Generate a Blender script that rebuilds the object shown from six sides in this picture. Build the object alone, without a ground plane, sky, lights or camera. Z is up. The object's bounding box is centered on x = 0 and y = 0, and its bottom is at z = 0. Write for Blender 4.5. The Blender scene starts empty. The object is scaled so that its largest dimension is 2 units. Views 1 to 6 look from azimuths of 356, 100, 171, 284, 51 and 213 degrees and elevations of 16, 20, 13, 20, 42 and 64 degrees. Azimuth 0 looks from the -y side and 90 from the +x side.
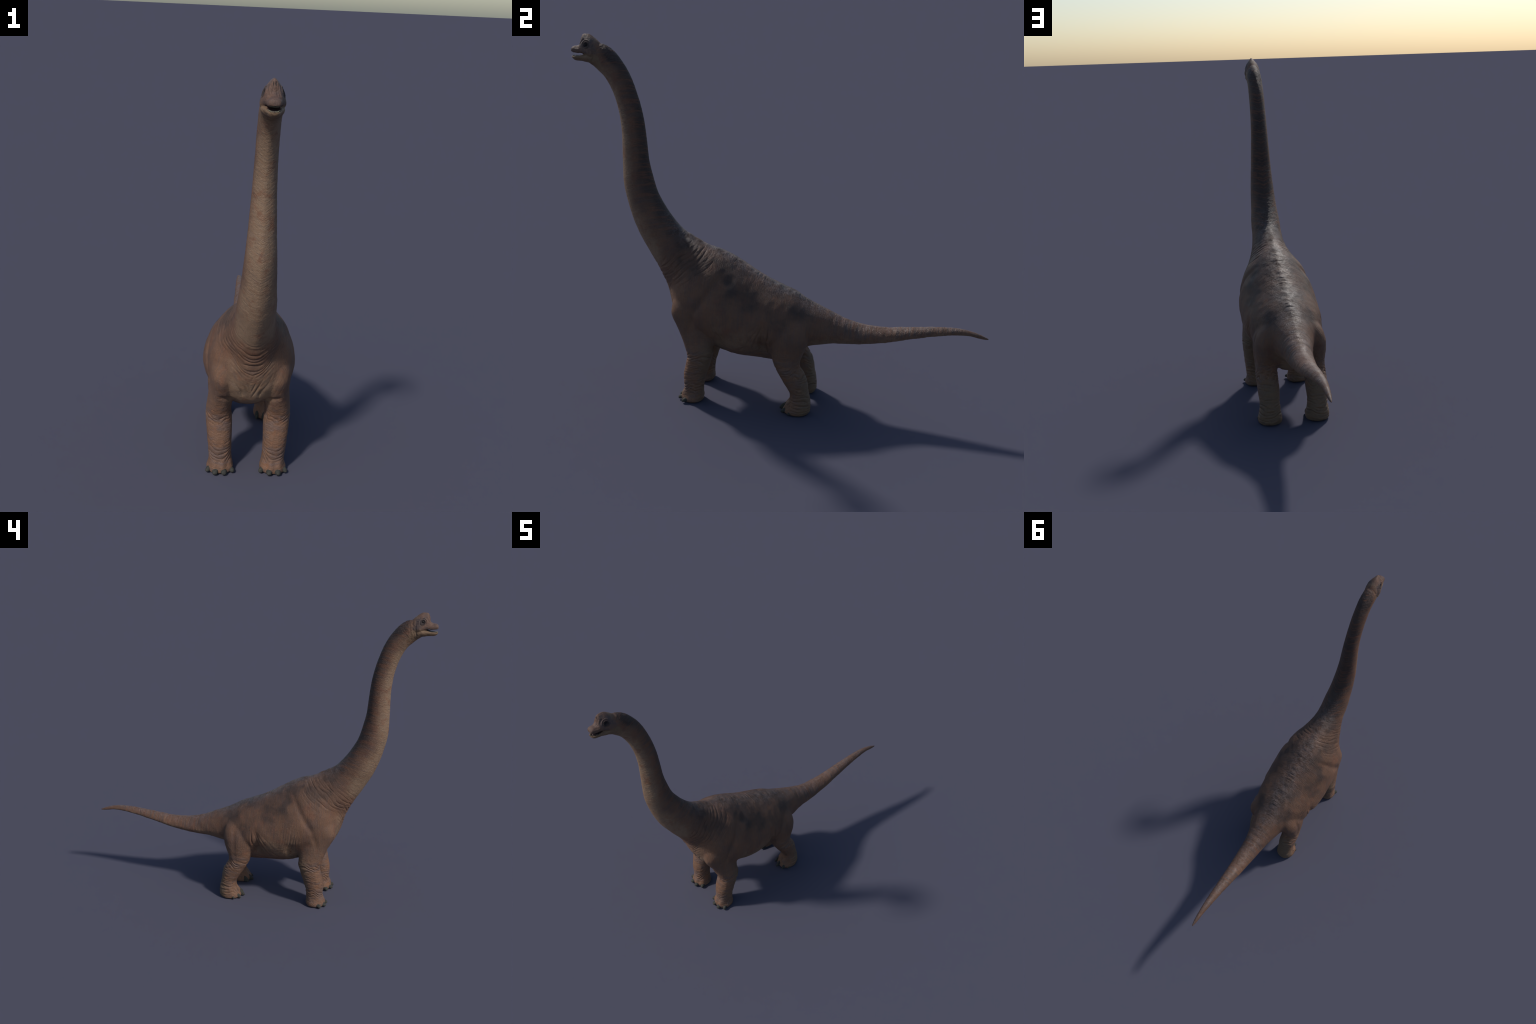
"""A long-necked sauropod dinosaur standing on four column legs, mouth slightly open."""
import bpy, math
import numpy as np
from mathutils import Vector

VOXEL = 0.0022
rng = np.random.default_rng(7)

# ------------------------------------------------------------------ profiles
# spine stations, snout side to tail tip:
# top (y, z), bottom (y, z), half width, height of the widest point (0 bottom..1 top),
# roundness of the upper half, roundness of the lower half
SPINE = [
    (-0.8626, 1.6746, -0.9030, 1.5790, 0.0385, 0.42, 2.00, 1.80),
    (-0.8414, 1.6715, -0.8716, 1.5525, 0.0395, 0.46, 2.00, 1.85),
    (-0.7995, 1.6457, -0.8445, 1.5273, 0.0400, 0.50, 2.00, 1.85),
    (-0.7567, 1.5958, -0.8213, 1.4912, 0.0405, 0.50, 1.78, 1.72),
    (-0.7238, 1.5410, -0.8022, 1.4500, 0.0410, 0.50, 1.78, 1.72),
    (-0.6979, 1.4772, -0.7861, 1.4008, 0.0415, 0.50, 1.78, 1.72),
    (-0.6749, 1.4045, -0.7751, 1.3505, 0.0430, 0.50, 1.78, 1.72),
    (-0.6569, 1.3197, -0.7671, 1.2803, 0.0455, 0.50, 1.78, 1.72),
    (-0.6460, 1.2298, -0.7650, 1.2002, 0.0500, 0.50, 1.78, 1.72),
    (-0.6381, 1.1597, -0.7639, 1.1203, 0.0540, 0.50, 1.78, 1.72),
    (-0.6232, 1.0945, -0.7608, 1.0405, 0.0590, 0.50, 1.78, 1.72),
    (-0.5970, 1.0083, -0.7426, 0.9555, 0.0650, 0.50, 1.78, 1.72),
    (-0.5644, 0.9486, -0.7164, 0.8708, 0.0700, 0.50, 1.78, 1.72),
    (-0.5255, 0.8925, -0.6811, 0.7913, 0.0770, 0.50, 1.78, 1.72),
    (-0.4678, 0.8319, -0.6316, 0.7063, 0.0805, 0.48, 1.78, 1.72),
    (-0.4064, 0.7987, -0.5816, 0.6304, 0.0940, 0.42, 1.75, 1.85),
    (-0.3417, 0.7640, -0.5345, 0.5406, 0.1240, 0.40, 1.88, 2.00),
    (-0.2821, 0.7484, -0.5054, 0.4508, 0.1580, 0.40, 1.88, 2.00),
    (-0.2223, 0.7225, -0.4483, 0.3510, 0.1850, 0.42, 1.88, 2.00),
    (-0.1544, 0.6839, -0.3636, 0.3041, 0.1980, 0.44, 1.88, 1.95),
    (-0.0941, 0.6479, -0.2659, 0.2501, 0.1990, 0.46, 1.88, 1.75),
    (-0.0332, 0.6178, -0.1568, 0.2212, 0.1950, 0.48, 1.88, 1.60),
    (0.0274, 0.5940, -0.0674, 0.2200, 0.1830, 0.50, 1.88, 1.60),
    (0.0877, 0.5710, 0.0023, 0.2160, 0.1660, 0.52, 1.88, 1.65),
    (0.1482, 0.5382, 0.0818, 0.2330, 0.1420, 0.53, 1.80, 1.80),
    (0.2018, 0.5147, 0.1520, 0.3030, 0.1100, 0.50, 1.85, 1.90),
    (0.2563, 0.4929, 0.2327, 0.3241, 0.0850, 0.44, 1.90, 1.75),
    (0.3114, 0.4696, 0.2926, 0.3354, 0.0710, 0.44, 2.00, 1.75),
    (0.3695, 0.4530, 0.3555, 0.3395, 0.0620, 0.38, 1.85, 1.60),
    (0.4298, 0.4426, 0.4252, 0.3469, 0.0560, 0.38, 1.85, 1.60),
    (0.5200, 0.4409, 0.5200, 0.3646, 0.0480, 0.38, 1.85, 1.60),
    (0.6102, 0.4514, 0.6138, 0.3896, 0.0400, 0.38, 1.85, 1.60),
    (0.7003, 0.4647, 0.7057, 0.4133, 0.0320, 0.38, 1.85, 1.60),
    (0.7901, 0.4747, 0.7929, 0.4328, 0.0255, 0.38, 1.85, 1.60),
    (0.8600, 0.4766, 0.8600, 0.4429, 0.0200, 0.38, 1.85, 1.60),
    (0.9119, 0.4709, 0.9091, 0.4446, 0.0155, 0.38, 1.85, 1.60),
    (0.9578, 0.4593, 0.9532, 0.4387, 0.0115, 0.38, 1.85, 1.60),
    (0.9879, 0.4476, 0.9831, 0.4339, 0.0075, 0.38, 1.85, 1.60),
    (1.0024, 0.4403, 1.0006, 0.4347, 0.0035, 0.38, 2.00, 1.60),
]
SKULL = [
    (-.862, 1.674, -.872, 1.590, .0370, .38, 1.9, 2.2),
    (-.880, 1.691, -.886, 1.598, .0415, .36, 1.75, 2.2),
    (-.900, 1.7065, -.902, 1.606, .0425, .30, 1.6, 2.4),
    (-.920, 1.7155, -.920, 1.6165, .0385, .26, 1.45, 2.6),
    (-.937, 1.7150, -.936, 1.6225, .0330, .26, 1.40, 2.8),
    (-.9490, 1.7080, -.947, 1.6238, .0290, .28, 1.40, 2.8),
    (-.9545, 1.6910, -.955, 1.6235, .0266, .34, 1.6, 2.8),
    (-.9555, 1.6760, -.959, 1.6235, .0256, .38, 1.9, 2.8),
    (-.960, 1.6670, -.963, 1.6235, .0250, .42, 2.0, 2.8),
    (-.971, 1.6600, -.972, 1.6240, .0242, .45, 2.3, 2.8),
    (-.985, 1.6585, -.984, 1.6255, .0226, .45, 2.4, 2.6),
    (-.9950, 1.6535, -.994, 1.6280, .0202, .48, 2.3, 2.4),
    (-1.0000, 1.6450, -1.0000, 1.6325, .0135, .5, 2.0, 2.0),
]
JAW = [
    (-.870, 1.625, -.884, 1.570, .0365, .55, 2.2, 1.8),
    (-.892, 1.626, -.901, 1.576, .0400, .62, 2.4, 1.7),
    (-.912, 1.6260, -.917, 1.5865, .0400, .67, 2.6, 1.8),
    (-.930, 1.6240, -.931, 1.5885, .0350, .65, 2.8, 2.0),
    (-.946, 1.6238, -.945, 1.5912, .0300, .70, 2.8, 2.0),
    (-.957, 1.6200, -.956, 1.5918, .0270, .68, 2.8, 2.0),
    (-.967, 1.6180, -.966, 1.5922, .0245, .70, 2.8, 2.1),
    (-.982, 1.6160, -.980, 1.5930, .0203, .70, 2.8, 2.2),
    (-.992, 1.6150, -.988, 1.5965, .0172, .72, 2.6, 2.2),
    (-.9995, 1.6145, -.9965, 1.6035, .0115, .7, 2.2, 2.2),
]
# leg levels: z, front y, back y, inner x, outer x, squareness
FORELEG = [
    (.630, -.410, -.340, .040, .080, 2.0), (.590, -.445, -.310, .045, .115, 2.0),
    (.540, -.478, -.285, .050, .152, 2.0), (.470, -.490, -.275, .056, .171, 2.0),
    (.400, -.468, -.276, .060, .170, 2.1), (.340, -.442, -.282, .066, .174, 2.1),
    (.300, -.426, -.284, .071, .178, 2.2), (.265, -.412, -.282, .073, .181, 2.2),
    (.240, -.407, -.288, .070, .181, 2.2), (.200, -.415, -.298, .067, .178, 2.2),
    (.160, -.423, -.310, .067, .173, 2.2), (.130, -.426, -.318, .068, .170, 2.2),
    (.100, -.425, -.326, .068, .166, 2.2), (.065, -.423, -.329, .067, .164, 2.2),
    (.042, -.430, -.328, .064, .166, 2.2), (.022, -.437, -.326, .058, .171, 2.2),
    (.010, -.437, -.328, .057, .172, 2.2), (.002, -.432, -.334, .062, .167, 2.2),
    (.000, -.415, -.350, .080, .150, 2.2),
]
HINDLEG = [
    (.525, .030, .110, .030, .070, 2.0), (.500, .000, .140, .040, .105, 2.0),
    (.450, -.022, .166, .050, .152, 2.1), (.400, -.022, .174, .052, .174, 2.2),
    (.350, -.014, .166, .056, .178, 2.2), (.318, -.006, .156, .060, .176, 2.2),
    (.280, .003, .142, .064, .172, 2.2), (.245, .016, .138, .065, .170, 2.2),
    (.220, .030, .152, .066, .171, 2.2), (.190, .046, .171, .065, .171, 2.2),
    (.160, .064, .181, .064, .169, 2.2), (.125, .087, .187, .067, .166, 2.2),
    (.100, .100, .192, .068, .165, 2.2), (.075, .101, .197, .067, .166, 2.2),
    (.045, .086, .201, .063, .170, 2.2), (.022, .072, .202, .058, .174, 2.2),
    (.010, .070, .199, .058, .174, 2.2), (.002, .077, .192, .063, .168, 2.2),
    (.000, .095, .175, .080, .150, 2.2),
]


def spline(table, n):
    """Monotone-ish cubic through the rows of a table, n samples per interval."""
    a = np.array(table, float)
    m = np.zeros_like(a)
    m[1:-1] = (a[2:] - a[:-2]) / 2
    m[0], m[-1] = a[1] - a[0], a[-1] - a[-2]
    d = np.diff(a, axis=0)
    # limit tangents so that the spline does not overshoot
    for i in range(1, len(a) - 1):
        flat = d[i - 1] * d[i] <= 0
        m[i] = np.where(flat, 0, np.sign(d[i]) * np.minimum(np.abs(m[i]), 3 * np.minimum(np.abs(d[i - 1]), np.abs(d[i]))))
    out = []
    for i in range(len(a) - 1):
        for k in range(n):
            t = k / n
            h00, h10, h01, h11 = 2*t**3-3*t**2+1, t**3-2*t**2+t, -2*t**3+3*t**2, t**3-t**2
            out.append(h00 * a[i] + h10 * m[i] + h01 * a[i + 1] + h11 * m[i + 1])
    out.append(a[-1])
    return np.array(out)


def grid_faces(rows, cols, base):
    f = []
    for i in range(rows - 1):
        for j in range(cols):
            k = (j + 1) % cols
            f.append((base + i * cols + j, base + i * cols + k, base + (i + 1) * cols + k, base + (i + 1) * cols + j))
    f.append(tuple(base + j for j in range(cols))[::-1])
    f.append(tuple(base + (rows - 1) * cols + j for j in range(cols)))
    return f


def ring(p_up, p_down, cols):
    """Unit section: (side, up) with separate roundness above and below the widest line."""
    a = np.linspace(0, 2 * np.pi, cols, endpoint=False)
    c, s = np.cos(a), np.sin(a)
    p = np.where(s >= 0, p_up, p_down)
    return np.sign(c) * np.abs(c) ** (2 / p), np.sign(s) * np.abs(s) ** (2 / p)


def loft_spine(table, n=6, cols=72, dent=None):
    st = spline(table, n)
    verts = []
    for yt, zt, yb, zb, w, m, pu, pd in st:
        T, B = np.array([0, yt, zt]), np.array([0, yb, zb])
        C = B + (T - B) * m
        sx, su = ring(pu, pd, cols)
        P = np.where(su[:, None] >= 0, C + su[:, None] * (T - C), C - su[:, None] * (B - C))
        P[:, 0] = sx * w
        if dent:
            P += dent(sx, su, P)
        verts.append(P)
    return np.concatenate(verts), grid_faces(len(st), cols, 0)


def loft_leg(table, side, n=4, cols=56):
    st = spline(table, n)
    verts = []
    for z, yf, yb, xi, xo, p in st:
        sx, sy = ring(p, p, cols)
        P = np.zeros((cols, 3))
        P[:, 0] = side * ((xi + xo) / 2 + sx * (xo - xi) / 2)
        P[:, 1] = (yf + yb) / 2 + sy * (yb - yf) / 2
        P[:, 2] = z
        verts.append(P)
    f = grid_faces(len(st), cols, 0)
    if side > 0:
        f = [q[::-1] for q in f]
    return np.concatenate(verts), f


def jaw_hollow(sx, su, P):
    """Floor of the mouth sinks between the lower lips."""
    d = np.zeros_like(P)
    k = np.clip((-.935 - P[:, 1]) / .02, 0, 1) * (su > 0) * np.clip(1 - (np.abs(sx) / .78) ** 4, 0, 1)
    k *= np.clip((P[:, 1] + .9965) / .007, 0, 1)
    d[:, 2] = -.0075 * k
    return d


def palate_hollow(sx, su, P):
    d = np.zeros_like(P)
    k = np.clip((-.935 - P[:, 1]) / .02, 0, 1) * (su < -.5) * np.clip(1 - (np.abs(sx) / .78) ** 4, 0, 1)
    k *= np.clip((P[:, 1] + .999) / .01, 0, 1)
    d[:, 2] = .006 * k
    return d


# ------------------------------------------------------------------ one closed skin
def build_skin():
    pieces = [loft_spine(SPINE), loft_spine(SKULL, 6, 72, palate_hollow), loft_spine(JAW, 6, 72, jaw_hollow)]
    for side in (1, -1):
        pieces += [loft_leg(FORELEG, side), loft_leg(HINDLEG, side)]
    V, F = [], []
    off = 0
    for v, f in pieces:
        V.append(v)
        F += [tuple(i + off for i in q) for q in f]
        off += len(v)
    me = bpy.data.meshes.new("skin_base")
    me.from_pydata(np.concatenate(V).tolist(), [], F)
    me.update()
    ob = bpy.data.objects.new("skin_base", me)
    bpy.context.scene.collection.objects.link(ob)
    r = ob.modifiers.new("remesh", 'REMESH')
    r.mode = 'VOXEL'
    r.voxel_size = VOXEL
    r.adaptivity = 0
    dg = bpy.context.evaluated_depsgraph_get()
    ev = ob.evaluated_get(dg)
    m2 = ev.to_mesh()
    nv, nl, nf = len(m2.vertices), len(m2.loops), len(m2.polygons)
    co = np.empty(nv * 3, np.float32)
    m2.vertices.foreach_get("co", co)
    tot = np.empty(nf, np.int32)
    m2.polygons.foreach_get("loop_total", tot)
    li = np.empty(nl, np.int32)
    m2.loops.foreach_get("vertex_index", li)
    ev.to_mesh_clear()
    bpy.data.objects.remove(ob)
    bpy.data.meshes.remove(me)
    assert (tot == 4).all()
    return co.reshape(-1, 3).astype(float), li.reshape(-1, 4)


def neighbours(Q):
    e = np.concatenate([Q[:, [0, 1]], Q[:, [1, 2]], Q[:, [2, 3]], Q[:, [3, 0]]])
    e = np.unique(np.sort(e, 1), axis=0)
    return np.concatenate([e[:, 0], e[:, 1]]), np.concatenate([e[:, 1], e[:, 0]])


def relax(V, E, weight, times):
    n = len(V)
    deg = np.bincount(E[0], minlength=n).astype(float)
    w = np.asarray(weight)
    w = np.full(n, w) if w.ndim == 0 else w
    for _ in range(times):
        avg = np.stack([np.bincount(E[0], V[E[1], k], n) for k in range(3)], 1) / deg[:, None]
        V = V + (avg - V) * w[:, None]
    return V


def normals(V, Q):
    fn = np.cross(V[Q[:, 2]] - V[Q[:, 0]], V[Q[:, 3]] - V[Q[:, 1]])
    N = np.stack([sum(np.bincount(Q[:, c], fn[:, k], len(V)) for c in range(4)) for k in range(3)], 1)
    return N / np.maximum(np.linalg.norm(N, axis=1, keepdims=True), 1e-12)


# ------------------------------------------------------------------ noise and masks
_perm = rng.permutation(512)
_grad = rng.normal(size=(512, 3))
_grad /= np.linalg.norm(_grad, axis=1, keepdims=True)


def noise(P):
    I = np.floor(P).astype(int)
    f = P - I
    u = f * f * f * (f * (f * 6 - 15) + 10)
    out = 0
    for dx in (0, 1):
        for dy in (0, 1):
            for dz in (0, 1):
                h = _perm[(I[:, 0] + dx) & 511]
                h = _perm[(h + I[:, 1] + dy) & 511]
                h = _perm[(h + I[:, 2] + dz) & 511]
                d = f - (dx, dy, dz)
                w = (u[:, 0] if dx else 1 - u[:, 0]) * (u[:, 1] if dy else 1 - u[:, 1]) * (u[:, 2] if dz else 1 - u[:, 2])
                out = out + w * (_grad[h] * d).sum(1)
    return out * 1.6


def step(a, b, x):
    t = np.clip((x - a) / (b - a), 0, 1)
    return t * t * (3 - 2 * t)


def band(x, a, b, soft):
    return step(a - soft, a + soft, x) * (1 - step(b - soft, b + soft, x))


def blob(P, c, r):
    return np.exp(-(((P - np.array(c)) / np.array(r)) ** 2).sum(1))


def folds(coord, across, sharp=1.0):
    """Skin folds: rounded pillows with narrow creases between them, in 0..1 (0 = crease)."""
    n = noise(np.column_stack([coord, across]))
    r = np.abs(n)
    return np.clip(r * 2.2, 0, 1) ** (.6 * sharp)


def creases(coord, lam, across, warp=.35, gap=.5):
    """Roughly parallel creases a distance lam apart, wandering and fading in places (1 = skin, 0 = crease)."""
    n = noise(np.column_stack([coord / lam * .35, across]))
    k = np.abs(np.sin(np.pi * (coord / lam + warp * 2 * n)))
    depth = np.clip(.65 + gap * 1.6 * noise(np.column_stack([coord / lam * .8 + 31, np.asarray(across) * 1.7 + 5])), 0, 1)
    return 1 - depth * (1 - k ** .55)


def sculpt(V, Q):
    E = neighbours(Q)
    V = relax(V, E, .5, 4)
    X, Y, Z = V.T
    A = np.abs(X)
    # soften where legs and jaws grow out of the trunk
    seam = band(Z, .30, .72, .03) * step(.02, .06, A) * band(Y, -.56, .26, .02)
    hold = step(.02, .05, A) * band(Z, .22, .40, .02)
    V = relax(V, E, np.clip(.12 + seam * .55 + hold * .3, 0, .7) * (Z < .9), 45)
    headm = (Z > 1.55) * 1.0
    V = relax(V, E, .3 * headm, 3)

    st = spline(SPINE, 8)
    C = np.column_stack([(st[:, 0] + st[:, 2]) / 2, (st[:, 1] + st[:, 3]) / 2])
    H = np.column_stack([st[:, 0] - st[:, 2], st[:, 1] - st[:, 3]])
    hl = np.linalg.norm(H, axis=1)
    U = H / hl[:, None]
    S = np.concatenate([[0], np.cumsum(np.linalg.norm(np.diff(C, axis=0), axis=1))])
    near = np.empty(len(V), int)
    for i in range(0, len(V), 20000):
        d = ((V[i:i + 20000, None, 1:] - C[None]) ** 2).sum(2)
        near[i:i + 20000] = d.argmin(1)
    # arc length along the spine, refined with the tangent
    Tn = np.gradient(C, axis=0)
    Tn /= np.linalg.norm(Tn, axis=1, keepdims=True)
    rel = V[:, 1:] - C[near]
    s = S[near] + (rel * Tn[near]).sum(1)
    up = (rel * U[near]).sum(1) / (hl[near] / 2)
    side = V[:, 0] / np.maximum(st[near, 4], .004)
    rad = np.sqrt(up ** 2 + side ** 2) + 1e-6
    cu, cs = up / rad, side / rad

    N = normals(V, Q)
    X, Y, Z = V.T
    A = np.abs(X)
    D = np.zeros(len(V))
    Vm = np.column_stack([A, Y, Z])          # mirrored coordinates: both flanks match
    Xm = np.column_stack([A * 1.0, Y, Z])

    legz = (1 - step(.31, .37, Z)) * step(.04, .06, A) * np.maximum(band(Y, -.52, -.282, .012), band(Y, .004, .26, .012))
    trunk = 1 - legz
    necky = step(.72, .86, Z) * (1 - step(1.60, 1.66, Z))
    taily = step(.20, .30, Y)
    # --- fine rings round the neck and tail
    rg = noise(np.column_stack([s * 125, cu * 2.6, cs * 2.6]))
    D += .0005 * rg * necky
    rg2 = noise(np.column_stack([s * 70, cu * 1.5, cs * 1.5]))
    D += .0011 * rg2 * taily * (1 - step(.75, .98, Y))
    # --- folds on the sides of the neck root, slanting from the nape down to the throat
    root = np.exp(-((.85 * Z - .5 * Y - .800) / .075) ** 2) * step(.56, .64, Z) * (Y < -.30)
    root *= step(.015, .06, A) * trunk
    fr = creases(s, .021, np.column_stack([cu * 1.5, cs * 1.5]))
    fr2 = creases(s + .4, .0115, np.column_stack([cu * 1.8, cs * 1.8]))
    D += (.0042 * (fr - .8) + .0014 * (fr2 - .8)) * np.clip(root * 1.3, 0, 1)
    # --- throat folds across the chest front, turning into a V
    chest = blob(V, (0, -.57, .555), (.080, .09, .095))
    vz = Z - np.where(A < .045, 10 * A * A, .02025 + 1.1 * (A - .045))
    cf = creases(vz, .021, np.column_stack([A * 9, Y * 4]), .42, .8)
    D += .0060 * (cf - .8) * np.clip(chest * 1.4, 0, 1)
    low = blob(V, (0, -.50, .40), (.085, .07, .085))
    dg = creases(A - (Z - .30) * .42, .024, np.column_stack([Z * 9, Y * 6]), .4, .7)
    D += .0070 * (dg - .8) * np.clip(low * 1.4, 0, 1)
    # breast muscle swelling above the arm, with the crease where the arm leaves it
    D += .0040 * blob(Vm, (.085, -.50, .420), (.050, .05, .045))
    D -= .008 * np.exp(-((Z - .358 - (A - .10) * .35) / .011) ** 2) * band(A, .05, .125, .015) * (Y < -.38) * step(-.36, -.40, Y)
    # --- flank folds running from the thigh forward and down
    apex_y, apex_z = -.002, .515
    fan = np.arctan2(apex_y - Y, np.maximum(apex_z - Z, .001))
    reach = np.hypot(apex_y - Y, apex_z - Z)
    fl = band(reach, .085, .27, .045) * band(fan, .02, .80, .10) * (1 - .70 * step(.22, .75, fan)) * step(.10, .14, A) * trunk
    fc = creases(fan + .5 * reach + .03 * noise(Vm * 14), .185, np.column_stack([Z * 7, A * 4]), .35, .5)
    D += .0125 * (fc - .75) * fl
    D -= .006 * blob(Vm, (.135, -.040, .275), (.05, .035, .06)) * trunk
    D -= .012 * blob(Vm, (.155, -.045, .330), (.05, .034, .06)) * trunk
    D -= .009 * blob(Vm, (.150, -.075, .290), (.06, .060, .07)) * trunk
    D -= .020 * blob(Vm, (.160, -.245, .345), (.05, .035, .06)) * trunk
    by = band(Y, -.29, .02, .05) * (1 - step(.33, .44, Z)) * step(.17, .2, Z)
    bz = Z + A * .15 - .6 * np.clip(Y + .10, 0, 1) ** 1.4 - .5 * np.clip(-.20 - Y, 0, 1)
    bc = creases(bz, .0135, np.column_stack([Y * 5, A * 4]), .3, .6)
    D += .0022 * (bc - .8) * by * trunk
    # --- arm pit
    ap = np.clip(1.3 * blob(Vm, (.17, -.245, .385), (.06, .040, .085)), 0, 1)
    ac = creases(Y + .3 * (Z - .4) ** 2 + (Z - .4) * .18, .017, np.column_stack([Z * 6, A * 4]))
    D += .0050 * (ac - .8) * ap
    # --- shoulder blade, ribs, hip
    D += .004 * blob(Vm, (.15, -.41, .53), (.06, .06, .07))
    D += .006 * blob(Vm, (.13, -.315, .635), (.05, .045, .05))
    yline = -.318 + .60 * (Z - .56)                     # groove behind the shoulder
    D -= .0060 * np.exp(-((Y - yline) / .019) ** 2) * band(Z, .49, .67, .05) * step(.07, .12, A)
    D -= .0035 * np.exp(-((Y + .375 - .30 * (Z - .45)) / .016) ** 2) * band(Z, .38, .56, .05) * step(.08, .13, A)
    D -= .006 * blob(Vm, (.13, -.225, .640), (.05, .035, .022))
    D -= .011 * blob(Vm, (.10, -.505, .585), (.05, .05, .05))
    D += .005 * blob(Vm, (.125, -.475, .440), (.045, .04, .05))
    D -= .010 * np.exp(-((Y + .038) / .020) ** 2) * band(Z, .27, .46, .04) * step(.09, .14, A) * trunk
    D -= .006 * blob(Vm, (.13, .190, .42), (.05, .035, .07))
    D -= .004 * np.exp(-((Y - .095) / .014) ** 2) * band(Z, .28, .44, .04) * step(.09, .13, A)
    # --- knobs of the backbone
    ridge = np.exp(-(X / .018) ** 2) * band(Y, -.46, .40, .03) * step(.42, .46, Z)
    knob = .5 + .5 * np.sin(s * 2 * np.pi / .040 + .5 * noise(np.column_stack([s * 9, s * 0, s * 0])))
    D += .0026 * knob * (1 + .8 * noise(np.column_stack([s * 22, X * 20, s * 0 + 4]))) * ridge * (1 - .5 * step(.15, .35, Y))
    back = band(Y, -.45, .20, .04) * step(.48, .58, Z) * (1 - step(.05, .11, A))
    D += (.0009 * noise(np.column_stack([X * 35, s * 48, Z * 12])) + .0005 * noise(np.column_stack([X * 90, s * 130, Z * 20]))) * back
    D += .0011 * noise(Vm * 30) * trunk * (1 - step(.8, .9, Z))
    # --- leg folds
    for (cx, cy), ylo, yhi, joints in (((.122, -.365), -.60, -.20, ((.252, .020, .0062), (.150, .06, .0012), (.085, .032, .0052))),
                                       ((.118, .115), -.05, .30, ((.226, .028, .0062), (.060, .030, .0044)))):
        on = (Y > ylo) & (Y < yhi) & (A > .03) & (Z < .36)
        ang = np.arctan2(Y - cy, A - cx)
        ca, sa = np.cos(ang), np.sin(ang)
        sg = np.column_stack([ca, sa])
        # creases dip at the front and climb towards the heel
        zz = Z - .014 * sa - .020 * ca * ca + .008 * noise(np.column_stack([ca * 1.5, sa * 1.5, Z * 14]))
        lf = creases(zz + cy, .0175, sg * 1.1, .45, .9)
        fine = creases(zz + cy + 1, .0075, sg * 1.6, .5, .9)
        amp = sum(a * np.exp(-((Z - z) / w) ** 2) for z, w, a in joints)
        rear = .0032 * step(-.2, .7, sa) * (Z < .30)
        D += np.where(on, (amp + rear) * (lf - .8) + .0014 * (fine - .8), 0)
        # tendons over the toes
        D += np.where(on & (Z < .09) & (Y < cy), .0020 * np.cos((A - cx) * 2 * np.pi / .038 + math.pi) * band(Z, .012, .06, .015), 0)
    D += .0013 * noise(Vm * 40) * legz
    D *= step(-.001, .006, Z)

    # --- head: eye sockets, lids, brow, cheek crease, nostrils
    hd = step(1.55, 1.58, Z)
    ey = np.hypot(Y + .920, (Z - 1.6675))
    lateral = step(.012, .02, A)
    D += hd * lateral * (-.0060 * np.exp(-(ey / .0090) ** 2) + .0028 * np.exp(-((ey - .0130) / .0025) ** 2)
                         - .0018 * np.exp(-((ey - .0168) / .0018) ** 2) * (Z > 1.655)
                         + .0024 * np.exp(-((ey - .0205) / .0025) ** 2) * step(1.655, 1.668, Z))
    D -= hd * lateral * .0022 * np.exp(-((Y + .889 - .006 * np.sin((Z - 1.60) * 40)) / .0042) ** 2) * band(Z, 1.595, 1.672, .008)
    D += hd * .0022 * blob(Vm, (.040, -.905, 1.628), (.012, .010, .012))
    D -= hd * .0030 * blob(Vm, (.017, -.966, 1.652), (.008, .012, .004))
    D -= hd * .0022 * blob(Vm, (.010, -.951, 1.676), (.004, .006, .012))
    D -= hd * .0045 * blob(Vm, (.0042, -.950, 1.698), (.0022, .006, .007))
    D -= hd * .0016 * blob(Vm, (.025, -.965, 1.603), (.02, .02, .003))
    face = (Y < -.930) * band(Z, 1.662, 1.694, .006) * (1 - step(.020, .026, A)) * step(.003, .006, A)
    D -= hd * .0020 * face * (.5 + .5 * np.cos(2 * np.pi * (A - (1.70 - Z) * .16 - .0035) / .0075))
    # creases behind the skull
    nk = band(s, -.005, .06, .008) * step(1.56, 1.60, Z)
    D += .0016 * (folds(s * 75, np.column_stack([cu * 1.2, cs * 1.2])) - .75) * nk
    V = V + N * D[:, None]
    V = relax(V, E, .25, 1)
    V[:, 2] = np.where(V[:, 2] < .0004, 0, V[:, 2])
    return V


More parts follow.
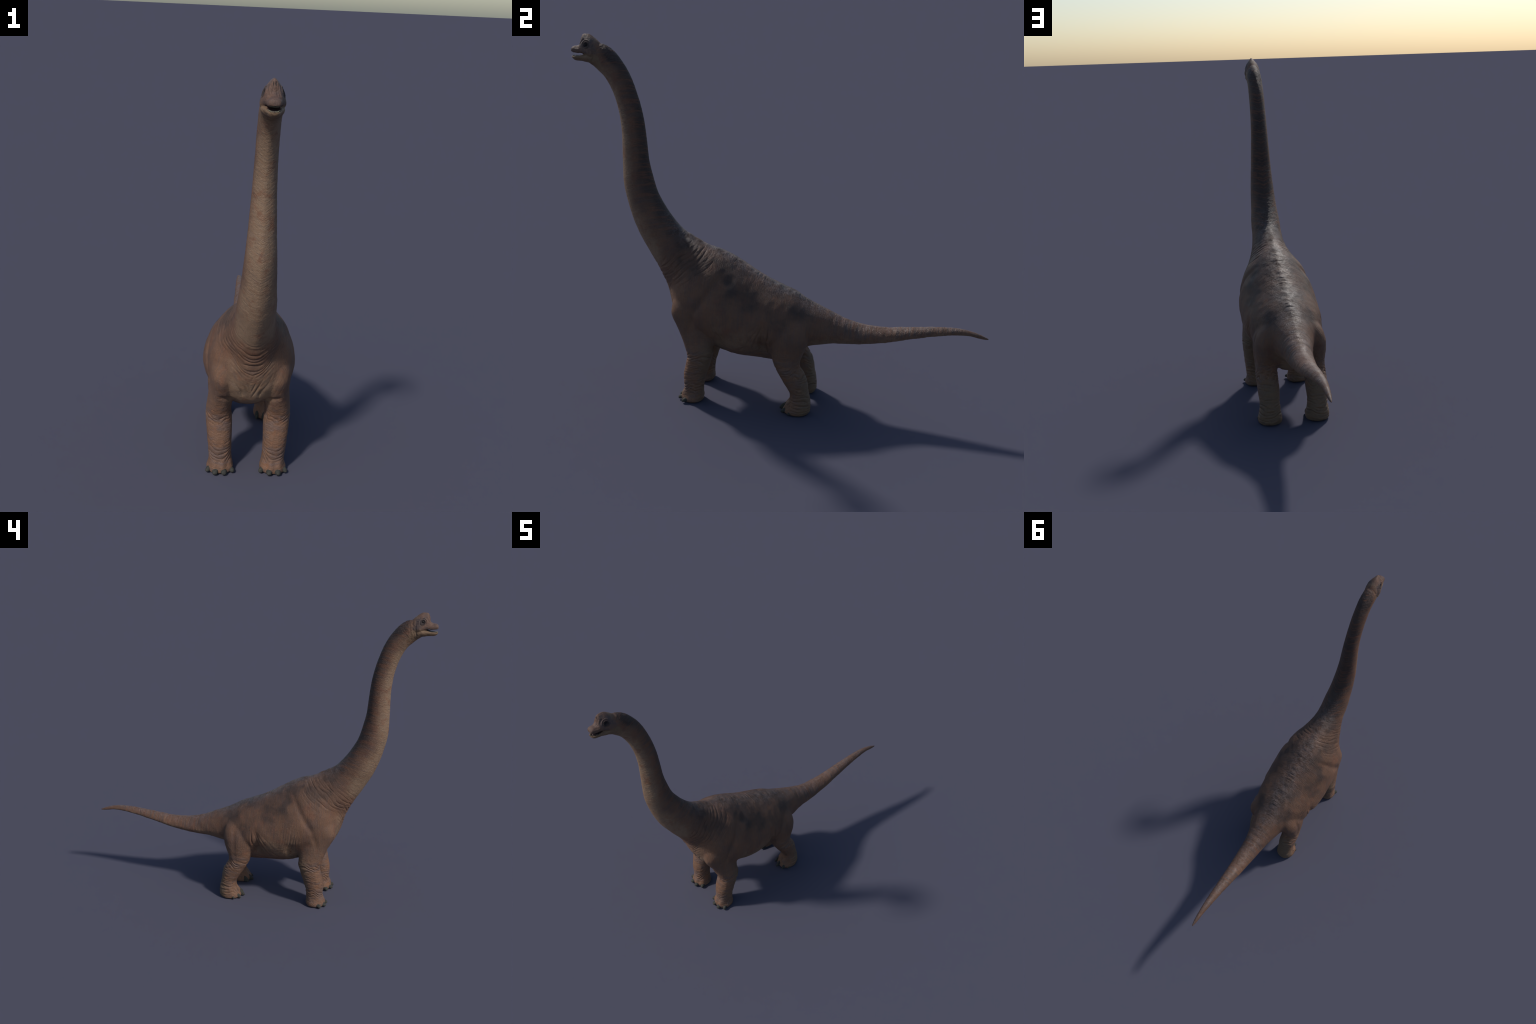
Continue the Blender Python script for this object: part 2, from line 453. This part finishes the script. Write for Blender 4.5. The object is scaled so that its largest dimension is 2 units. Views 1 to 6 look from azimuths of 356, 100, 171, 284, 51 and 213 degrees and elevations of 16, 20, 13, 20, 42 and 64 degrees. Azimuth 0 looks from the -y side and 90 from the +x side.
# ------------------------------------------------------------------ materials
class Nodes:
    def __init__(self, name):
        self.mat = bpy.data.materials.new(name)
        self.mat.use_nodes = True
        self.t = self.mat.node_tree
        self.t.nodes.clear()
        self.out = self.t.nodes.new("ShaderNodeOutputMaterial")
        self.bsdf = self.t.nodes.new("ShaderNodeBsdfPrincipled")
        self.t.links.new(self.bsdf.outputs[0], self.out.inputs[0])
        tc = self.t.nodes.new("ShaderNodeTexCoord")
        self.obj = tc.outputs["Object"]

    def link(self, a, b):
        if isinstance(a, (int, float)):
            b.default_value = a
        elif isinstance(a, tuple):
            b.default_value = a if len(a) == len(b.default_value) else (*a, 1)
        else:
            self.t.links.new(a, b)

    def math(self, op, a, b=0.0, c=None, clamp=False):
        n = self.t.nodes.new("ShaderNodeMath")
        n.operation = op
        n.use_clamp = clamp
        self.link(a, n.inputs[0])
        self.link(b, n.inputs[1])
        if c is not None:
            self.link(c, n.inputs[2])
        return n.outputs[0]

    def ramp(self, x, a, b):
        n = self.t.nodes.new("ShaderNodeMapRange")
        n.interpolation_type = 'SMOOTHSTEP'
        self.link(x, n.inputs[0])
        n.inputs[1].default_value, n.inputs[2].default_value = a, b
        return n.outputs[0]

    def curve(self, x, pts, lo, hi, vlo, vhi):
        """y = f(x) through the given points (x in lo..hi, value in vlo..vhi)."""
        n = self.t.nodes.new("ShaderNodeFloatCurve")
        c = n.mapping.curves[0]
        pts = [((a - lo) / (hi - lo), (b - vlo) / (vhi - vlo)) for a, b in pts]
        c.points[0].location, c.points[1].location = pts[0], pts[-1]
        for p in pts[1:-1]:
            c.points.new(*p)
        n.mapping.update()
        self.link(self.math('DIVIDE', self.math('SUBTRACT', x, lo), hi - lo, clamp=True), n.inputs[1])
        return self.math('MULTIPLY_ADD', n.outputs[0], vhi - vlo, vlo)

    def noise(self, vec, scale, detail=4, rough=.55, dist=0.0):
        n = self.t.nodes.new("ShaderNodeTexNoise")
        self.link(vec, n.inputs["Vector"])
        n.inputs["Scale"].default_value = scale
        n.inputs["Detail"].default_value = detail
        n.inputs["Roughness"].default_value = rough
        n.inputs["Distortion"].default_value = dist
        return n.outputs["Fac"]

    def combine(self, x, y, z):
        n = self.t.nodes.new("ShaderNodeCombineXYZ")
        for k, v in enumerate((x, y, z)):
            self.link(v, n.inputs[k])
        return n.outputs[0]

    def mix(self, f, a, b, blend='MIX'):
        n = self.t.nodes.new("ShaderNodeMix")
        n.data_type = 'RGBA'
        n.blend_type = blend
        self.link(f, n.inputs[0])
        self.link(a, n.inputs[6])
        self.link(b, n.inputs[7])
        return n.outputs[2]


def thin(points, gap):
    out = [points[0]]
    for p in points[1:]:
        if p[0] - out[-1][0] > gap:
            out.append(p)
    return out


def skin_material():
    m = Nodes("dinosaur_skin")
    sep = m.t.nodes.new("ShaderNodeSeparateXYZ")
    m.link(m.obj, sep.inputs[0])
    x, y, z = sep.outputs
    ax = m.math('ABSOLUTE', x)
    mo = m.combine(ax, y, z)
    # height of a point between belly line and back line (trunk, tail) and between throat and nape (neck)
    tops = thin([(r[0], r[1]) for r in SPINE[15:]], .05)
    bots = thin([(r[2], r[3]) for r in SPINE[18:]], .05)
    zt = m.curve(y, tops, -.42, 1.0, .2, 1.0)
    zb = m.curve(y, bots, -.47, 1.0, .1, 1.0)
    dt = m.math('DIVIDE', m.math('SUBTRACT', z, zb), m.math('SUBTRACT', zt, zb))
    nape = thin(sorted((r[1], r[0]) for r in SPINE[:17]), .06)
    thro = thin(sorted((r[3], r[2]) for r in SPINE[:17]), .06)
    yt = m.curve(z, nape, .76, 1.68, -1.0, 0)
    yb = m.curve(z, thro, .54, 1.58, -1.0, 0)
    dn = m.math('DIVIDE', m.math('SUBTRACT', y, yb), m.math('SUBTRACT', yt, yb))
    isneck = m.ramp(m.math('SUBTRACT', z, m.math('MULTIPLY', y, .9)), 1.08, 1.28)
    mx = m.t.nodes.new("ShaderNodeMix")
    m.link(isneck, mx.inputs[0]); m.link(dt, mx.inputs[2]); m.link(dn, mx.inputs[3])
    dorsal = m.math('MULTIPLY_ADD', m.ramp(z, 1.57, 1.63), .35, mx.outputs[0])
    # direction along the body, for streaks round neck and tail
    along = m.mix(isneck, m.combine(y, y, y), m.combine(z, z, z))
    streakv = m.t.nodes.new("ShaderNodeVectorMath"); streakv.operation = 'MULTIPLY'
    slant = m.math('MULTIPLY', isneck, m.math('MULTIPLY_ADD', ax, .5, m.math('MULTIPLY', y, .3)))
    m.link(m.combine(ax, y, m.math('SUBTRACT', z, slant)), streakv.inputs[0])
    sc = m.mix(isneck, (.22, 2.9, .22), (.30, .4, 2.8))
    m.link(sc, streakv.inputs[1])
    streak = m.noise(streakv.outputs[0], 30, 4, .6)
    legv = m.combine(m.math('MULTIPLY', ax, .6), m.math('MULTIPLY', y, .6), m.math('MULTIPLY', z, 2.2))
    legst = m.noise(legv, 26, 4, .6)
    big = m.noise(mo, 6.0, 3, .55, .2)
    mid = m.noise(m.obj, 22, 5, .62, .4)
    mid2 = m.noise(m.combine(m.math('ADD', ax, 3.1), y, z), 9.5, 5, .58, .2)
    fine = m.noise(m.obj, 110, 4, .65)

    brown = (.150, .083, .054)
    tan = (.240, .162, .108)
    red = (.175, .078, .048)
    slate = (.092, .065, .058)
    dark = (.042, .033, .031)
    pale = (.210, .175, .165)

    wob = m.math('ADD', dorsal, m.math('MULTIPLY', m.math('SUBTRACT', mid2, .5), .55))
    # the sandy underside leaves out shoulders and thighs
    limbs = m.math('MULTIPLY', m.ramp(m.math('ADD', ax, m.math('MULTIPLY', m.math('SUBTRACT', mid2, .5), .05)), .07, .115),
                   m.math('MAXIMUM', m.math('MULTIPLY', m.ramp(y, -.25, -.31), m.ramp(y, -.62, -.55)), m.math('MULTIPLY', m.ramp(y, -.05, .0), m.ramp(y, .22, .18))))
    limbs = m.math('MULTIPLY', limbs, m.ramp(z, .75, .60))
    under = m.math('MULTIPLY', m.ramp(wob, .55, .10), m.math('MULTIPLY_ADD', limbs, -.85, 1.0))
    col = m.mix(under, brown, tan)
    # rusty and purple-grey mottling on the flanks
    col = m.mix(m.math('MULTIPLY', m.ramp(mid, .50, .70), .65), col, red)
    slab = m.math('MULTIPLY', m.ramp(mid2, .42, .68), m.math('MAXIMUM', m.ramp(wob, .2, .55), limbs))
    col = m.mix(m.math('MULTIPLY', slab, .48), col, slate)
    # fine orange and plum freckling of the whole hide
    freck = m.noise(streakv.outputs[0], 60, 5, .7)
    col = m.mix(m.math('MULTIPLY', m.ramp(freck, .50, .64), .38), col, (.205, .100, .055))
    col = m.mix(m.math('MULTIPLY', m.ramp(freck, .48, .36), .38), col, (.105, .072, .066))
    # dark saddle blotches along the back
    sad = m.math('MULTIPLY', m.ramp(big, .43, .62), m.ramp(wob, .55, .88))
    sad = m.math('MULTIPLY', sad, m.ramp(y, .34, .18))
    col = m.mix(m.math('MULTIPLY', sad, .72), col, dark)
    # nape and skull roof
    nap = m.math('MULTIPLY', isneck, m.ramp(wob, .55, .95))
    col = m.mix(m.math('MULTIPLY', nap, .75), col, dark)
    # streaks round the neck and the tail
    tail = m.ramp(y, .18, .36)
    rings = m.math('MULTIPLY', m.math('MAXIMUM', tail, isneck), m.ramp(wob, .25, .6))
    col = m.mix(m.math('MULTIPLY', rings, m.math('MULTIPLY', m.ramp(streak, .5, .62), m.math('MULTIPLY_ADD', tail, .25, .55))), col, slate)
    col = m.mix(m.math('MULTIPLY', rings, m.math('MULTIPLY', m.ramp(streak, .49, .38), .60)), col, red)
    # chalky wear on the crest of the back
    ch = m.math('MULTIPLY', m.math('MULTIPLY', m.ramp(wob, .72, .95), m.ramp(ax, .10, .02)), m.math('MULTIPLY', m.ramp(fine, .46, .62), m.ramp(z, .95, .82)))
    col = m.mix(m.math('MULTIPLY', ch, .28), col, pale)
    # legs: warmer, with cross streaks
    leg = m.math('MULTIPLY', m.ramp(z, .36, .26), m.ramp(ax, .04, .065))
    lc = m.mix(m.ramp(legst, .40, .62), (.174, .097, .062), (.138, .090, .073))
    lc = m.mix(m.math('MULTIPLY', m.ramp(mid, .55, .68), .6), lc, (.205, .098, .054))
    rear = m.math('MAXIMUM', m.math('MULTIPLY', m.ramp(y, -.36, -.31), m.ramp(y, -.2, -.25)), m.ramp(y, .13, .18))
    lc = m.mix(m.math('MULTIPLY', m.ramp(freck, .50, .64), .35), lc, (.215, .102, .056))
    lc = m.mix(m.math('MULTIPLY', rear, .6), lc, (.150, .106, .066))
    col = m.mix(leg, col, lc)
    # head: plum-brown skull, sandy lower jaw
    onhead = m.math('MULTIPLY', m.ramp(z, 1.55, 1.58), m.ramp(m.math('MULTIPLY_ADD', z, .35, y), -.285, -.305))
    hc = m.mix(m.ramp(mid, .42, .62), (.135, .082, .062), (.088, .066, .062))
    hc = m.mix(m.math('MULTIPLY', m.ramp(fine, .5, .65), .35), hc, (.175, .088, .062))
    hc = m.mix(m.ramp(m.math('ADD', z, m.math('MULTIPLY', m.math('SUBTRACT', mid2, .5), .02)), 1.634, 1.618), hc, (.178, .114, .071))
    col = m.mix(onhead, col, hc)
    # pinkish muzzle
    snout = m.math('MULTIPLY', m.ramp(y, -.935, -.97), m.ramp(z, 1.615, 1.64))
    col = m.mix(m.math('MULTIPLY', snout, .5), col, (.138, .082, .062))
    # orbit, with the shadow under the brow painted dark around the eye
    oy, oz = m.math('ADD', y, .920), m.math('SUBTRACT', z, 1.6665)
    od = m.math('SQRT', m.math('ADD', m.math('MULTIPLY', oy, oy), m.math('MULTIPLY', oz, oz)))
    orb = m.math('MULTIPLY', m.ramp(od, .0185, .0095), m.ramp(z, 1.5, 1.55))
    col = m.mix(m.math('MULTIPLY', orb, .8), col, (.020, .017, .019))
    nz, ny = m.math('SUBTRACT', z, 1.698), m.math('SUBTRACT', ax, .0042)
    nd = m.math('SQRT', m.math('ADD', m.math('MULTIPLY', m.math('MULTIPLY', ny, 4.5), m.math('MULTIPLY', ny, 4.5)), m.math('MULTIPLY', nz, nz)))
    nos = m.math('MULTIPLY', m.ramp(nd, .009, .005), m.ramp(y, -.942, -.946))
    col = m.mix(nos, col, (.02, .016, .016))
    top = m.math('MULTIPLY_ADD', m.math('MULTIPLY', m.ramp(wob, .45, .85), m.ramp(z, .36, .44)), -.14, 1.0)  # darkens the back's base colour to match its shaded side
    col = m.mix(1.0, col, m.combine(top, top, top), 'MULTIPLY')
    # grain
    g = m.math('MULTIPLY_ADD', fine, .5, .75)
    gc = m.combine(g, g, g)
    col = m.mix(1.0, col, gc, 'MULTIPLY')
    m.link(col, m.bsdf.inputs["Base Color"])
    crest = m.math('MULTIPLY', m.math('MULTIPLY', m.ramp(ax, .09, .015), m.ramp(wob, .55, .8)), m.math('MULTIPLY', m.ramp(z, 1.0, .82), m.ramp(mid, .38, .6)))
    m.link(m.math('SUBTRACT', m.math('MULTIPLY_ADD', mid, .2, .40), m.math('MULTIPLY', crest, .13)), m.bsdf.inputs["Roughness"])
    m.link(m.math('MULTIPLY_ADD', crest, .28, .20), m.bsdf.inputs["Specular IOR Level"])
    # skin relief: pebbles and hair-thin wrinkles
    vor = m.t.nodes.new("ShaderNodeTexVoronoi")
    vor.feature = 'DISTANCE_TO_EDGE'
    m.link(m.obj, vor.inputs["Vector"])
    vor.inputs["Scale"].default_value = 190
    peb = m.ramp(vor.outputs["Distance"], 0.0, .12)
    wr = m.mix(leg, m.noise(streakv.outputs[0], 95, 3, .6), m.noise(legv, 90, 3, .6))
    h = m.math('ADD', m.math('MULTIPLY', peb, .35), m.math('ADD', m.math('MULTIPLY', wr, 1.2), fine))
    b = m.t.nodes.new("ShaderNodeBump")
    b.inputs["Strength"].default_value = .7
    b.inputs["Distance"].default_value = .0022
    m.link(h, b.inputs["Height"])
    m.link(b.outputs[0], m.bsdf.inputs["Normal"])
    return m.mat


def plain_material(name, a, b, scale, rough, bump=.0):
    m = Nodes(name)
    n = m.noise(m.obj, scale, 4, .6)
    m.link(m.mix(m.ramp(n, .35, .65), a, b), m.bsdf.inputs["Base Color"])
    m.bsdf.inputs["Roughness"].default_value = rough
    m.bsdf.inputs["Specular IOR Level"].default_value = .2
    if bump:
        bn = m.t.nodes.new("ShaderNodeBump")
        bn.inputs["Strength"].default_value = .4
        m.bsdf.inputs["Specular IOR Level"].default_value = .2
        bn.inputs["Distance"].default_value = bump
        m.link(n, bn.inputs["Height"])
        m.link(bn.outputs[0], m.bsdf.inputs["Normal"])
    return m.mat


# ------------------------------------------------------------------ objects
def add(name, me, parent, mat=None):
    ob = bpy.data.objects.new(name, me)
    bpy.context.scene.collection.objects.link(ob)
    ob.parent = parent
    if mat:
        me.materials.clear()
        me.materials.append(mat)
    return ob


def mesh_np(name, V, Q):
    me = bpy.data.meshes.new(name)
    me.vertices.add(len(V))
    me.vertices.foreach_set("co", np.ascontiguousarray(V, np.float32).ravel())
    me.loops.add(Q.size)
    me.loops.foreach_set("vertex_index", np.ascontiguousarray(Q, np.int32).ravel())
    me.polygons.add(len(Q))
    me.polygons.foreach_set("loop_start", np.arange(0, Q.size, Q.shape[1], dtype=np.int32))
    me.update(calc_edges=True)
    me.polygons.foreach_set("use_smooth", np.ones(len(Q), bool))
    return me


def region_part(name, V, N, Q, sel, parent, mat):
    q = Q[sel]
    idx, inv = np.unique(q, return_inverse=True)
    me = mesh_np(name, V[idx], inv.reshape(q.shape))
    me.normals_split_custom_set_from_vertices(N[idx].tolist())
    return add(name, me, parent, mat)


def cone_claw(name, tip, base, width, height, blunt):
    """A hoof-like nail: rounded above, flat below, curving down to its tip."""
    tip, base = np.array(tip, float), np.array(base, float)
    ax = tip - base
    L = np.linalg.norm(ax)
    f = ax / L
    sd = np.cross(f, (0, 0, 1)); sd /= np.linalg.norm(sd)
    upv = np.cross(sd, f)
    rows, cols = 12, 20
    V = []
    for i in range(rows):
        t = i / (rows - 1)
        k = (1 - t ** blunt) ** (1 / blunt) if t < 1 else .02
        c = base + ax * t + upv * (-.10 * height * t * t)
        for j in range(cols):
            a = 2 * math.pi * j / cols
            cu = math.sin(a)
            h = height * (.75 if cu > 0 else .45)
            V.append(c + sd * math.cos(a) * width / 2 * max(k, .02) + upv * cu * h * max(k, .02))
    F = grid_faces(rows, cols, 0)
    V = np.array(V)
    V[:, 2] = np.maximum(V[:, 2], .0006)
    me = bpy.data.meshes.new(name)
    me.from_pydata(V.tolist(), [], F)
    for p in me.polygons:
        p.use_smooth = True
    return me


def ball(name, c, r, seg=24, rings=16):
    V, F = [], []
    for i in range(rings + 1):
        th = math.pi * i / rings
        for j in range(seg):
            ph = 2 * math.pi * j / seg
            V.append((c[0] + r[0] * math.sin(th) * math.cos(ph), c[1] + r[1] * math.sin(th) * math.sin(ph), c[2] + r[2] * math.cos(th)))
    F = grid_faces(rings + 1, seg, 0)
    me = bpy.data.meshes.new(name)
    me.from_pydata(V, [], [q[::-1] for q in F])
    for p in me.polygons:
        p.use_smooth = True
    return me


def build():
    V, Q = build_skin()
    V = sculpt(V, Q)
    N = normals(V, Q)
    FC = V[Q].mean(1)
    FN = N[Q].mean(1)
    X, Y, Z = FC.T
    A = np.abs(X)

    def beyond(T, B):
        """positive on the head side of the plane through two profile points"""
        d = np.array([B[0] - T[0], B[1] - T[1]])
        return (Y - T[0]) * d[1] - (Z - T[1]) * d[0] > 0

    head = beyond((-.858, 1.68), (-.900, 1.566)) & (Z > 1.5)
    neck = beyond((-.43, .82), (-.60, .66)) & ~head & (Z > .60)
    tail = (Y > .205 + (Z - .40) * .15) & (Z > .27)
    foreleg = (Z < .345) & (A > .052) & (Y < -.26) & ~neck
    hindleg = (Z < .335) & (A > .052) & (Y > -.03) & ~tail
    jawline = np.interp(-Y, [.90, .917, .935, .95, .965, 1.0], [1.625, 1.6248, 1.6238, 1.622, 1.6205, 1.620])
    wmax = np.interp(-Y, [.93, .95, .967, .982, .992, 1.0], [.031, .0255, .0215, .0175, .0125, .004])
    cavity = head & (Y < -.93) & (A < wmax - .0022) & (Z > 1.603) & (Z < 1.645) & \
        (((FN[:, 2] > .3) & (Z < 1.6195)) | ((FN[:, 2] < -.3) & (Z > 1.6195)) | (Y > -.948) & (A < .02) & (FN[:, 1] < -.2))
    cavity &= (A < wmax - .0022)
    jaw = head & ~cavity & (Z < jawline) & (Y < -.895)
    skull = head & ~cavity & ~jaw

    skin = skin_material()
    root = bpy.data.objects.new("sauropod_dinosaur", None)
    bpy.context.scene.collection.objects.link(root)
    root["label"] = "standing brown sauropod dinosaur with very long raised neck"
    root["category"] = "dinosaur"

    part = lambda n, sel, par=root, mat=skin: region_part(n, V, N, Q, sel, par, mat)
    hob = part("head", skull)
    part("jaw", jaw, hob)
    part("mouth", cavity, hob, plain_material("mouth_flesh", (.022, .012, .013), (.040, .019, .020), 120, .8))
    part("neck", neck)
    part("tail", tail)
    rest = ~(head | neck | tail | foreleg | hindleg)
    part("torso", rest)

    horn = plain_material("claw_horn", (.032, .032, .028), (.054, .053, .045), 160, .75, .0008)
    FORE_CLAWS = [((.173, -.424), (.155, -.398), .025, .017), ((.138, -.450), (.132, -.422), .028, .018),
                  ((.096, -.451), (.099, -.422), .028, .018), ((.056, -.427), (.072, -.402), .025, .017)]
    HIND_CLAWS = [((.174, .098), (.156, .122), .024, .022), ((.150, .063), (.138, .098), .025, .030),
                  ((.107, .050), (.104, .095), .028, .038), ((.069, .070), (.076, .104), .024, .032)]
    for sel, limb, claws, blunt in ((foreleg, "foreleg", FORE_CLAWS, 2.6), (hindleg, "hindleg", HIND_CLAWS, 1.5)):
        for sgn in (1, -1):
            on = sel & (X * sgn > 0)
            lob = part(limb, on & (Z >= .062))
            part("foot", on & (Z < .062), lob)
            for tip, base, w, h in claws:
                me = cone_claw("claw", (sgn * tip[0], tip[1], .009), (sgn * base[0], base[1], .014), w, h, blunt)
                add("claw", me, lob, horn)

    eye = plain_material("eye", (.005, .0045, .005), (.012, .010, .008), 300, .35)
    for sgn in (1, -1):
        add("eye", ball("eye", (sgn * .0218, -.920, 1.6672), (.0078, .0078, .0078)), hob, eye)
    enamel = plain_material("tooth_enamel", (.17, .165, .115), (.25, .235, .17), 200, .4)
    peg = ball("tooth", (0, 0, 0), (.0012, .0012, .0028), 10, 8)
    arch = [(-.9945, .0022), (-.9935, .0060), (-.9905, .0095), (-.9858, .0124), (-.9800, .0145), (-.9735, .0163), (-.9665, .0182), (-.9595, .0202)]
    for k, (y, w) in enumerate(arch):
        for sgn in (1, -1):
            t = add("tooth", peg, hob, enamel)
            t.location = (sgn * w, y, 1.6142 + .00022 * k)
            t2 = add("tooth", peg, hob, enamel)
            t2.location = (sgn * w * 1.02, y + .001, 1.6305)
    tongue = plain_material("tongue_flesh", (.045, .026, .029), (.07, .04, .043), 90, .4)
    add("tongue", ball("tongue", (0, -.962, 1.6125), (.0115, .026, .0042)), hob, tongue)


build()
